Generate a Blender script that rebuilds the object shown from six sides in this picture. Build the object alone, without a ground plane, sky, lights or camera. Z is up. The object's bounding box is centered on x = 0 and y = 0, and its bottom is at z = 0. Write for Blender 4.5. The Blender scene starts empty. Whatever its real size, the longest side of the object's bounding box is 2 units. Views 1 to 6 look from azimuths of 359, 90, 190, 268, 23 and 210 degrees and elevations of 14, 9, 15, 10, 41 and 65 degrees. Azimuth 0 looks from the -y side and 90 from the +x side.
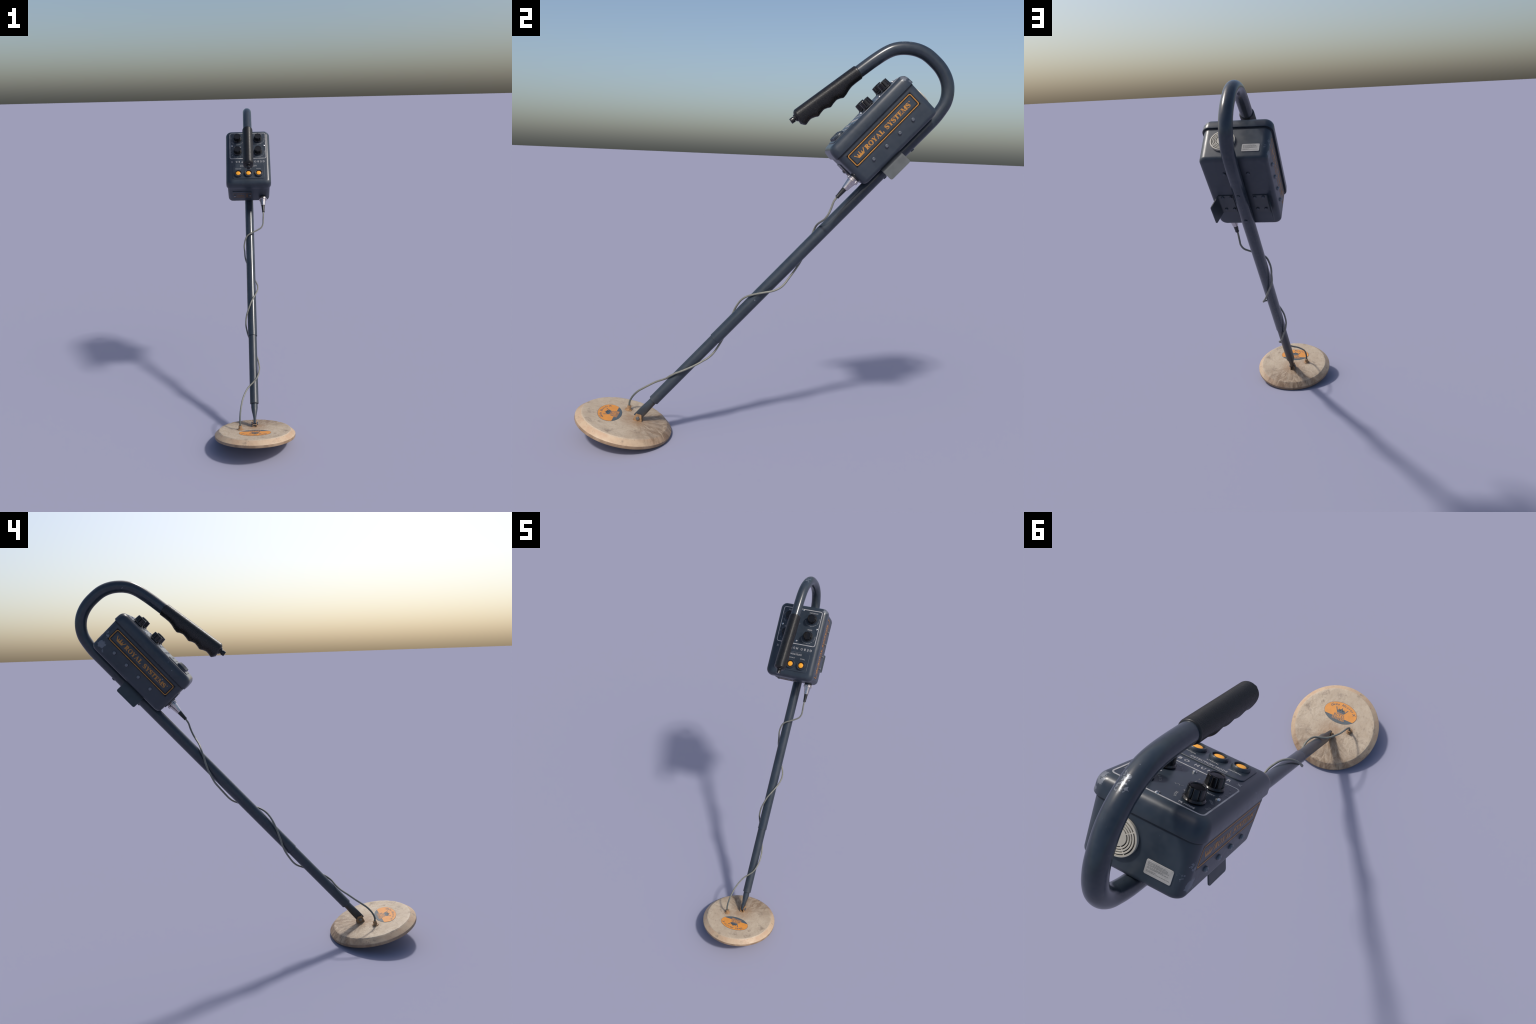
# A vintage metal detector: round search coil, telescopic shaft bent into a handle,
# control box with knobs and lamps, and a cable wound down the shaft.
import bpy, bmesh, math, random
from math import sin, cos, pi, radians, hypot, atan2
from mathutils import Vector, Matrix, noise

random.seed(7)
TH = radians(48.0)                 # slope of the shaft
Q0 = 0.5028                        # offset of the shaft axis from the world origin
X0 = 0.001
# shaft frame: x across, s (local y) up along the shaft, q (local z) towards the operator's panel
FRAME = Matrix.Translation((X0, -sin(TH) * Q0, cos(TH) * Q0)) @ Matrix.Rotation(TH, 4, 'X')
TILT = atan2(0.2364, 0.9717)
COIL = Matrix.Translation((0.0003, -0.6459, 0.0992)) @ Matrix.Rotation(-TILT, 4, 'X')

# ------------------------------------------------------------------ materials
class NT:
    def __init__(self, name):
        self.m = bpy.data.materials.new(name)
        self.m.use_nodes = True
        self.t = self.m.node_tree
        self.b = self.t.nodes['Principled BSDF']
        self._obj = None
    def new(self, kind, **kw):
        n = self.t.nodes.new(kind)
        for k, v in kw.items():
            setattr(n, k, v)
        return n
    def put(self, sock, v):
        if isinstance(v, bpy.types.NodeSocket):
            self.t.links.new(v, sock)
        elif isinstance(v, (tuple, list)):
            v = tuple(v)
            sock.default_value = v + (1.0,) if sock.type == 'RGBA' and len(v) == 3 else v
        else:
            sock.default_value = v
    def obj(self):
        if self._obj is None:
            self._obj = self.new('ShaderNodeTexCoord').outputs['Object']
        return self._obj
    def math(self, op, a, b=0.0, c=0.0, clamp=False):
        n = self.new('ShaderNodeMath', operation=op, use_clamp=clamp)
        for i, v in enumerate((a, b, c)):
            self.put(n.inputs[i], v)
        return n.outputs[0]
    def mapped(self, scale=(1, 1, 1), loc=(0, 0, 0), vec=None):
        n = self.new('ShaderNodeMapping')
        self.put(n.inputs['Vector'], vec or self.obj())
        n.inputs['Scale'].default_value = scale
        n.inputs['Location'].default_value = loc
        return n.outputs[0]
    def noise(self, scale, detail=4.0, rough=0.55, vec=None, dist=0.0):
        n = self.new('ShaderNodeTexNoise')
        self.put(n.inputs['Vector'], vec or self.obj())
        n.inputs['Scale'].default_value = scale
        n.inputs['Detail'].default_value = detail
        n.inputs['Roughness'].default_value = rough
        n.inputs['Distortion'].default_value = dist
        return n.outputs['Fac']
    def smooth(self, v, lo, hi, a=0.0, b=1.0):
        n = self.new('ShaderNodeMapRange', interpolation_type='SMOOTHSTEP')
        self.put(n.inputs['Value'], v)
        for k, x in zip(('From Min', 'From Max', 'To Min', 'To Max'), (lo, hi, a, b)):
            n.inputs[k].default_value = x
        return n.outputs[0]
    def mix(self, f, a, b):
        n = self.new('ShaderNodeMix', data_type='RGBA')
        self.put(n.inputs['Factor'], f)
        self.put(n.inputs[6], a)
        self.put(n.inputs[7], b)
        return n.outputs[2]
    def xyz(self, vec=None):
        n = self.new('ShaderNodeSeparateXYZ')
        self.put(n.inputs[0], vec or self.obj())
        return n.outputs
    def ball(self, p, r0, r1, vec=None):
        """1 inside r0, falling to 0 at r1 around the point p (object coordinates)."""
        n = self.new('ShaderNodeVectorMath', operation='DISTANCE')
        self.put(n.inputs[0], vec or self.obj())
        n.inputs[1].default_value = p
        return self.smooth(n.outputs['Value'], r0, r1, 1.0, 0.0)
    def bump(self, h, strength=0.2, dist=0.001):
        n = self.new('ShaderNodeBump')
        self.put(n.inputs['Strength'], strength)
        n.inputs['Distance'].default_value = dist
        self.put(n.inputs['Height'], h)
        self.put(self.b.inputs['Normal'], n.outputs[0])
    def set(self, **kw):
        for k, v in kw.items():
            self.put(self.b.inputs[k.replace('_', ' ')], v)
        return self.m

def plain(name, col, rough=0.5, metal=0.0, var=0.12, scale=40.0, **kw):
    n = NT(name)
    f = n.smooth(n.noise(scale), 0.3, 0.7)
    c = n.mix(f, tuple(x * (1 - var) for x in col), tuple(min(1, x * (1 + var)) for x in col))
    n.set(Base_Color=c, Roughness=n.smooth(f, 0, 1, rough * 0.9, min(1, rough * 1.1)), Metallic=metal)
    for k, v in kw.items():
        n.set(**{k: v})
    return n.m

PAINT = (0.0195, 0.0285, 0.0410)
PAINT_HI = (0.0265, 0.0365, 0.0505)
BARE = (0.165, 0.180, 0.205)

def paint(name, rough=0.36, chips=(), frames=False, wear=0.5, dusty=False, rust=False):
    """Dark blue-grey enamel with faint mottling, scuffs, chips at given spots and
    (for the box) a dark brown halo along the printed frame on both side walls."""
    n = NT(name)
    x, s, q = n.xyz()
    big = n.smooth(n.noise(9.0, 3.0), 0.35, 0.65)
    fine = n.smooth(n.noise(55.0, 3.0, 0.5), 0.30, 0.75)
    col = n.mix(big, PAINT, PAINT_HI)
    col = n.mix(n.math('MULTIPLY', fine, 0.35), col, (0.040, 0.048, 0.058))
    # tiny specks and fine scuffs
    sp = n.smooth(n.noise(210.0, 2.0, 0.5), 0.735, 0.775)
    gate = n.smooth(n.noise(14.0, 2.0), 0.50, 0.68)
    mask = n.math('MULTIPLY', n.math('MULTIPLY', sp, gate), wear)
    sc = n.noise(60.0, 3.0, 0.6, vec=n.mapped((7.0, 0.6, 2.0), (3, 1, 5)))
    scm = n.math('MULTIPLY', n.smooth(sc, 0.72, 0.78), n.math('MULTIPLY', n.smooth(n.noise(11.0), 0.55, 0.7), wear * 0.6))
    mask = n.math('MAXIMUM', mask, scm)
    ch = n.noise(78.0, 6.0, 0.70)
    for (p, r0, r1, thr) in chips:
        m = n.math('ADD', ch, n.math('MULTIPLY', n.math('SUBTRACT', n.ball(p, r0, r1), 1.0), 0.38))
        mask = n.math('MAXIMUM', mask, n.math('MULTIPLY', n.smooth(m, thr, thr + 0.03), 0.85))
    if frames:
        # distance to the rounded-rectangle print line on the side walls
        ds = n.math('SUBTRACT', n.math('ABSOLUTE', n.math('SUBTRACT', s, 1.5405)), 0.1935)
        dq = n.math('SUBTRACT', n.math('ABSOLUTE', n.math('SUBTRACT', q, 0.1515)), 0.0305)
        d = n.math('ABSOLUTE', n.math('MAXIMUM', ds, dq))
        side = n.smooth(n.math('ABSOLUTE', x), 0.146, 0.149)
        halo = n.math('MULTIPLY', n.smooth(d, 0.0015, 0.0105, 0.95, 0.0), side)
        col = n.mix(halo, col, (0.0065, 0.0045, 0.0028))  # darker brown close to the printed line
    if dusty:       # sandy dust settling on the end near the coil
        du = n.math('MULTIPLY', n.smooth(s, -0.10, -0.32, 0.0, 0.55), n.smooth(n.noise(24.0, 5.0), 0.35, 0.7))
        col = n.mix(du, col, (0.085, 0.070, 0.055))
    if rust:
        ru = n.math('MULTIPLY', n.smooth(q, 0.004, -0.02), n.smooth(n.noise(30.0, 5.0), 0.35, 0.7, 0.2, 0.7))
        col = n.mix(ru, col, (0.060, 0.040, 0.026))
    col = n.mix(mask, col, BARE)
    rr = n.smooth(fine, 0, 1, rough * 0.96, rough * 1.07)
    rr = n.math('ADD', rr, n.math('MULTIPLY', mask, 0.1))
    n.set(Base_Color=col, Roughness=rr, Metallic=n.math('MULTIPLY', mask, 0.35), Specular_IOR_Level=n.math('SUBTRACT', 0.5, n.math('MULTIPLY', halo, 0.4)) if frames else 0.5)
    n.bump(n.noise(26.0, 2.0), 0.06, 0.0015)
    return n.m

M_TUBE = paint('shaft_enamel', 0.235, wear=0.55, dusty=True, chips=[
    ((0.006, 1.930, 0.337), 0.004, 0.036, 0.46), ((0.006, 1.915, 0.354), 0.004, 0.034, 0.47), ((-0.008, 1.928, 0.338), 0.0, 0.028, 0.52),
    ((-0.001, 1.889, 0.377), 0.0, 0.018, 0.51), ((-0.03, 1.885, 0.340), 0.0, 0.030, 0.53), ((-0.012, 1.80, 0.412), 0.0, 0.022, 0.53),
    ((-0.016, 1.746, 0.420), 0.0, 0.022, 0.53), ((0, 1.5, -0.03), 0.0, 0.02, 0.54), ((0.03, 0.55, 0.0), 0.0, 0.02, 0.54)])
M_LOWER = paint('lower_shaft_enamel', 0.36, wear=0.5, dusty=True)
M_FORK = paint('fork_enamel', 0.40, wear=0.6, rust=True, chips=[((0.0, -0.205, 0.02), 0.0, 0.022, 0.50)])
M_BOX = paint('box_enamel', 0.40, wear=0.55, frames=True, chips=[
    ((-0.152, 1.742, 0.075), 0.010, 0.036, 0.40), ((-0.152, 1.715, 0.052), 0.002, 0.022, 0.46),
    ((-0.152, 1.748, 0.122), 0.003, 0.026, 0.45), ((-0.15, 1.766, 0.140), 0.003, 0.022, 0.44),
    ((-0.135, 1.777, 0.105), 0.003, 0.030, 0.47), ((-0.1525, 1.435, 0.180), 0.0, 0.020, 0.50),
    ((-0.1525, 1.412, 0.165), 0.0, 0.018, 0.50), ((-0.15, 1.50, 0.05), 0.0, 0.02, 0.54)])
M_LID = paint('lid_enamel', 0.32, wear=0.5, chips=[
    ((0.146, 1.772, 0.252), 0.010, 0.042, 0.42), ((0.150, 1.775, 0.22), 0.004, 0.022, 0.47),
    ((-0.15, 1.772, 0.235), 0.0, 0.022, 0.53), ((-0.161, 1.41, 0.232), 0.0, 0.016, 0.48), ((-0.158, 1.452, 0.250), 0.0, 0.012, 0.47)])
M_PANEL = paint('panel_enamel', 0.34, wear=0.45)
M_DARKMETAL = paint('fitting_enamel', 0.38, wear=0.35)
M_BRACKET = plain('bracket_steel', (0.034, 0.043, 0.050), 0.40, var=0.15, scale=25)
M_GAPSHADE = plain('lid_gap_shade', (0.012, 0.016, 0.022), 0.6)  # darker paint tone for the shaded line under the lid
M_RUBBER = plain('grip_rubber', (0.0062, 0.0058, 0.0056), 0.34, var=0.2, scale=60)
M_BLACK = plain('knob_bakelite', (0.0075, 0.0072, 0.0078), 0.20, var=0.2)
M_BOOT = plain('cable_boot_rubber', (0.011, 0.012, 0.013), 0.38)
M_CHROME = plain('connector_chrome', (0.56, 0.515, 0.51), 0.24, 1.0, var=0.1, scale=90)
M_SCREW = plain('screw_steel', (0.55, 0.55, 0.54), 0.28, 1.0, var=0.12, scale=200)
M_BOLT = plain('bolt_steel', (0.16, 0.175, 0.195), 0.30, 0.7, var=0.15, scale=120)
M_RIVET = plain('rivet_enamel', (0.045, 0.055, 0.070), 0.34, 0.3, var=0.15, scale=120)
M_PRINT = plain('white_print', (0.36, 0.355, 0.36), 0.5, var=0.2, scale=55)
M_FAINT = plain('faded_white_print', (0.20, 0.205, 0.215), 0.5, var=0.25, scale=55)
M_ORANGE = plain('orange_print', (0.41, 0.180, 0.028), 0.5, var=0.2, scale=60)
M_DULLORANGE = plain('dull_orange_print', (0.145, 0.070, 0.018), 0.5, var=0.3, scale=120)
M_LABEL = plain('paper_label', (0.315, 0.305, 0.29), 0.55, var=0.12)
M_INK = plain('label_ink', (0.17, 0.17, 0.165), 0.6)
M_CREAM = plain('cream_plastic', (0.45, 0.415, 0.345), 0.45, var=0.10)
M_SLOTDARK = plain('speaker_slot_dark', (0.012, 0.012, 0.012), 0.8)  # near-black tone of the disc standing for the slots
M_STICKO = plain('sticker_orange', (0.60, 0.240, 0.042), 0.5, var=0.07, scale=30)
M_STICKD = plain('sticker_slate', (0.070, 0.088, 0.102), 0.5, var=0.12, scale=50)

def cable_mat():
    n = NT('cable_sheath')
    x, s, q = n.xyz()
    f = n.smooth(n.noise(50.0), 0.3, 0.7)
    c = n.mix(f, (0.150, 0.152, 0.128), (0.190, 0.190, 0.162))
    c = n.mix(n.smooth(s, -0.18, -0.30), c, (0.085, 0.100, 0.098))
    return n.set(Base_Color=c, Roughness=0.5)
M_CABLE = cable_mat()

def lamp_mat():
    n = NT('amber_lens')
    x, y, z = n.xyz()
    r = n.math('SQRT', n.math('ADD', n.math('MULTIPLY', x, x), n.math('MULTIPLY', y, y)))
    c = n.mix(n.smooth(r, 0.0125, 0.0178), (0.86, 0.370, 0.030), (0.055, 0.020, 0.006))  # lit look and dark recess ring put into the colour, no emission
    return n.set(Base_Color=c, Roughness=0.35, Specular_IOR_Level=0.4)
M_LAMP = lamp_mat()

def coil_mat():
    n = NT('coil_fibreglass')
    x, y, z = n.xyz()
    big = n.smooth(n.noise(10.0, 5.0, 0.6), 0.3, 0.7)
    fib = n.noise(28.0, 6.0, 0.7, vec=n.mapped((2.2, 1.0, 1.0)), dist=0.6)
    col = n.mix(big, (0.405, 0.322, 0.235), (0.475, 0.388, 0.288))
    col = n.mix(n.smooth(fib, 0.40, 0.68, 0.0, 0.40), col, (0.360, 0.275, 0.190))
    # warmer, slightly rosy bevel and rim
    r = n.math('SQRT', n.math('ADD', n.math('MULTIPLY', x, x), n.math('MULTIPLY', y, y)))
    bev = n.smooth(z, -0.001, -0.006)
    col = n.mix(n.math('MULTIPLY', bev, 0.75), col, n.mix(n.smooth(n.noise(16.0, 4.0), 0.35, 0.65), (0.425, 0.270, 0.165), (0.475, 0.345, 0.225)))
    # dirt streaks fanning back from the pivot
    yy = n.math('SUBTRACT', y, 0.045)
    ang = n.math('ARCTAN2', x, yy)
    pr = n.math('SQRT', n.math('ADD', n.math('MULTIPLY', x, x), n.math('MULTIPLY', yy, yy)))
    cmb = n.new('ShaderNodeCombineXYZ')
    n.put(cmb.inputs[0], n.math('MULTIPLY', ang, 3.2))
    n.put(cmb.inputs[1], n.math('MULTIPLY', pr, 9.0))
    st = n.noise(1.7, 6.0, 0.68, vec=cmb.outputs[0], dist=0.9)
    fan = n.math('MULTIPLY', n.smooth(n.math('ABSOLUTE', ang), 0.55, 1.75, 1.0, 0.0), n.smooth(pr, 0.0, 0.03))
    near = n.smooth(pr, 0.02, 0.105, 0.75, 0.0)
    dirt = n.math('MULTIPLY', fan, n.smooth(st, 0.34, 0.66, 0.25, 1.0))
    col = n.mix(n.math('MULTIPLY', dirt, 0.9), col, (0.165, 0.100, 0.055))
    col = n.mix(n.math('MULTIPLY', near, n.smooth(fib, 0.3, 0.6, 0.5, 1.0)), col, (0.275, 0.170, 0.095))
    gl = n.ball((-0.089, -0.003, 0), 0.010, 0.050)
    col = n.mix(n.math('MULTIPLY', gl, 0.6), col, (0.265, 0.175, 0.105))
    # grey-brown smudges and pits
    sm = n.math('MULTIPLY', n.smooth(n.noise(15.0, 6.0, 0.70, vec=n.mapped((1, 1, 1), (4.1, 2.2, 0))), 0.54, 0.68), 0.65)
    col = n.mix(sm, col, (0.200, 0.150, 0.110))
    pit = n.smooth(n.noise(105.0, 3.0, 0.6), 0.63, 0.72, 0.0, 0.6)
    col = n.mix(pit, col, (0.150, 0.105, 0.070))
    # darker stains on the rim
    rim = n.math('MULTIPLY', n.smooth(z, -0.0250, -0.0264), n.smooth(n.noise(22.0, 4.0, vec=n.mapped((1, 1, 0.15))), 0.40, 0.62, 0.45, 0.95))
    col = n.mix(rim, col, (0.250, 0.165, 0.100))
    n.set(Base_Color=col, Roughness=n.smooth(fib, 0.3, 0.7, 0.42, 0.68), Specular_IOR_Level=0.45)
    rough_patch = n.smooth(n.noise(7.0, 2.0), 0.40, 0.62, 0.30, 1.0)
    hgt = n.math('ADD', n.noise(62.0, 5.0, 0.62), n.math('MULTIPLY', n.noise(150.0, 3.0, 0.6), 0.5))
    n.bump(hgt, n.math('MULTIPLY', rough_patch, n.smooth(z, -0.010, -0.0015, 0.35, 0.80)), 0.0030)
    return n.m
M_COIL = coil_mat()

def dust_mat():
    n = NT('sandy_fitting')
    f = n.smooth(n.noise(70.0, 4.0), 0.35, 0.65)
    c = n.mix(f, (0.360, 0.205, 0.095), (0.225, 0.130, 0.065))
    n.set(Base_Color=c, Roughness=0.65)
    return n.m
M_DUST = dust_mat()

# ------------------------------------------------------------------ objects
ROOT = bpy.data.objects.new('metal_detector', None)
bpy.context.scene.collection.objects.link(ROOT)
ROOT['label'] = 'worn dark blue vintage metal detector with round beige coil'
ROOT['category'] = 'metal detector'

def add(name, mesh, parent, mat=None, local=Matrix.Identity(4), stuff=False):
    o = bpy.data.objects.new(name, mesh)
    bpy.context.scene.collection.objects.link(o)
    o.parent = parent
    o.matrix_basis = local
    if mat is not None:
        if not mesh.materials:
            mesh.materials.append(mat)
    if stuff:
        o['kind'] = 'stuff'
    return o

def finish(bm, name, angle=35.0):
    bmesh.ops.recalc_face_normals(bm, faces=bm.faces[:])
    lim = radians(angle)
    for f in bm.faces:
        f.smooth = True
    for e in bm.edges:
        e.smooth = not (len(e.link_faces) == 2 and e.calc_face_angle(0.0) > lim)
    me = bpy.data.meshes.new(name)
    bm.to_mesh(me)
    bm.free()
    return me

def loft(bm, rings, close=True, cap0=True, cap1=True):
    vs = [[bm.verts.new(p) for p in r] for r in rings]
    n = len(rings[0])
    for a, b in zip(vs, vs[1:]):
        for i in range(n if close else n - 1):
            j = (i + 1) % n
            bm.faces.new((a[i], a[j], b[j], b[i]))
    if cap0:
        bm.faces.new(vs[0][::-1])
    if cap1:
        bm.faces.new(vs[-1])
    return vs

def circ(r, z, n=32, c=(0, 0), fn=None):
    out = []
    for i in range(n):
        a = 2 * pi * i / n
        k = fn(a) if fn else 1.0
        out.append(Vector((c[0] + r * k * cos(a), c[1] + r * k * sin(a), z)))
    return out

def lathe(prof, n=32, fn=None, M=None, bm=None):
    """Turned part: prof is a list of (radius, height) along local z."""
    own = bm is None
    bm = bm or bmesh.new()
    rings = [circ(max(r, 1e-5), z, n, fn=fn) for r, z in prof]
    if M is not None:
        rings = [[M @ p for p in r] for r in rings]
    loft(bm, rings)
    return bm

def rrect(hx, hy, r, n=7):
    """Rounded rectangle outline, counter-clockwise."""
    pts = []
    for cx, cy, a0 in ((hx - r, hy - r, 0), (-hx + r, hy - r, 90), (-hx + r, -hy + r, 180), (hx - r, -hy + r, 270)):
        for i in range(n + 1):
            a = radians(a0 + 90.0 * i / n)
            pts.append((cx + r * cos(a), cy + r * sin(a)))
    return pts

def rbox(bm, secs, cx=0.0, cy=0.0, n=7, M=None):
    rings = []
    for z, hx, hy, r in secs:
        ring = [Vector((cx + p[0], cy + p[1], z)) for p in rrect(hx, hy, r, n)]
        rings.append([M @ p for p in ring] if M is not None else ring)
    loft(bm, rings)

def plate(hx, hy, r, t, bev=0.0006, n=6, z0=-0.001):
    bm = bmesh.new()
    rbox(bm, [(z0, hx, hy, r), (t - bev, hx, hy, r), (t, hx - bev, hy - bev, max(r - bev, 1e-4))], n=n)
    return bm

def catmull(P, per=8):
    P = [Vector(p) for p in P]
    out = []
    for i in range(len(P) - 1):
        p0 = P[i - 1] if i else P[0] * 2 - P[1]
        p1, p2 = P[i], P[i + 1]
        p3 = P[i + 2] if i + 2 < len(P) else P[-1] * 2 - P[-2]
        d = [max((b - a).length, 1e-6) ** 0.5 for a, b in ((p0, p1), (p1, p2), (p2, p3))]
        t0, t1 = 0.0, d[0]
        t2 = t1 + d[1]
        t3 = t2 + d[2]
        for k in range(per):
            t = t1 + (t2 - t1) * k / per
            A1 = p0 * ((t1 - t) / (t1 - t0)) + p1 * ((t - t0) / (t1 - t0))
            A2 = p1 * ((t2 - t) / (t2 - t1)) + p2 * ((t - t1) / (t2 - t1))
            A3 = p2 * ((t3 - t) / (t3 - t2)) + p3 * ((t - t2) / (t3 - t2))
            B1 = A1 * ((t2 - t) / (t2 - t0)) + A2 * ((t - t0) / (t2 - t0))
            B2 = A2 * ((t3 - t) / (t3 - t1)) + A3 * ((t - t1) / (t3 - t1))
            out.append(B1 * ((t2 - t) / (t2 - t1)) + B2 * ((t - t1) / (t2 - t1)))
    out.append(P[-1])
    return out

def sweep(bm, path, rad, n=24, ref=Vector((1, 0, 0)), cap=True):
    """Tube along a path with parallel transport; rad is a number or a function of the index."""
    rings = []
    u = None
    for i, p in enumerate(path):
        t = (path[min(i + 1, len(path) - 1)] - path[max(i - 1, 0)]).normalized()
        u = (ref if u is None else u)
        u = (u - t * u.dot(t)).normalized()
        v = t.cross(u)
        r = rad(i) if callable(rad) else rad
        rings.append([p + (u * cos(2 * pi * k / n) + v * sin(2 * pi * k / n)) * r for k in range(n)])
    loft(bm, rings, cap0=cap, cap1=cap)

def axis_matrix(origin, zdir, xdir=(1, 0, 0)):
    z = Vector(zdir).normalized()
    x = Vector(xdir)
    x = (x - z * x.dot(z)).normalized()
    y = z.cross(x)
    M = Matrix((x, y, z)).transposed().to_4x4()
    M.translation = Vector(origin)
    return M

def prism(bm, pts, z, t, M):
    """Flat solid from an outline: top at z, walls down by t (no bottom)."""
    top = [bm.verts.new(M @ Vector((p[0], p[1], z))) for p in pts]
    bot = [bm.verts.new(M @ Vector((p[0], p[1], z - t))) for p in pts]
    f = bm.faces.new(top)
    n = len(pts)
    for i in range(n):
        bm.faces.new((bot[i], bot[(i + 1) % n], top[(i + 1) % n], top[i]))
    bmesh.ops.triangulate(bm, faces=[f])

def ribbon(bm, pts, widths, z, t, M):
    """Flat pen stroke with a width at each point."""
    n = len(pts)
    L, R = [], []
    for i in range(n):
        a, b = pts[max(i - 1, 0)], pts[min(i + 1, n - 1)]
        dx, dy = b[0] - a[0], b[1] - a[1]
        l = hypot(dx, dy) or 1.0
        w = widths[i] / 2
        L.append((pts[i][0] - dy / l * w, pts[i][1] + dx / l * w))
        R.append((pts[i][0] + dy / l * w, pts[i][1] - dx / l * w))
    def v(p, zz):
        return bm.verts.new(M @ Vector((p[0], p[1], zz)))
    tl = [v(p, z) for p in L]; tr = [v(p, z) for p in R]
    bl = [v(p, z - t) for p in L]; br = [v(p, z - t) for p in R]
    for i in range(n - 1):
        bm.faces.new((tl[i], tr[i], tr[i + 1], tl[i + 1]))
        bm.faces.new((bl[i], tl[i], tl[i + 1], bl[i + 1]))
        bm.faces.new((tr[i], br[i], br[i + 1], tr[i + 1]))
    bm.faces.new((tl[0], bl[0], br[0], tr[0]))
    bm.faces.new((tl[-1], tr[-1], br[-1], bl[-1]))

def frame_line(bm, hx, hy, r, w, z, t, M):
    """Printed rounded-rectangle outline of line width w, slightly proud of its wall."""
    o, i = rrect(hx, hy, r, 6), rrect(hx - w, hy - w, max(r - w, 1e-4), 6)
    n = len(o)
    v = lambda p, zz: bm.verts.new(M @ Vector((p[0], p[1], zz)))
    ot, it = [v(p, z) for p in o], [v(p, z) for p in i]
    ob, ib = [v(p, z - t) for p in o], [v(p, z - t) for p in i]
    for k in range(n):
        j = (k + 1) % n
        bm.faces.new((ot[k], ot[j], it[j], it[k]))
        bm.faces.new((ob[k], ob[j], ot[j], ot[k]))
        bm.faces.new((it[k], it[j], ib[j], ib[k]))

# ------------------------------------------------------------------ lettering
def arc(cx, cy, rx, ry, a0, a1, n=14):
    return [(cx + rx * cos(radians(a0 + (a1 - a0) * i / n)), cy + ry * sin(radians(a0 + (a1 - a0) * i / n))) for i in range(n + 1)]

def bar(x0, x1, y0, y1):
    return ('p', [(x0, y0), (x1, y0), (x1, y1), (x0, y1)])

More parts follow.
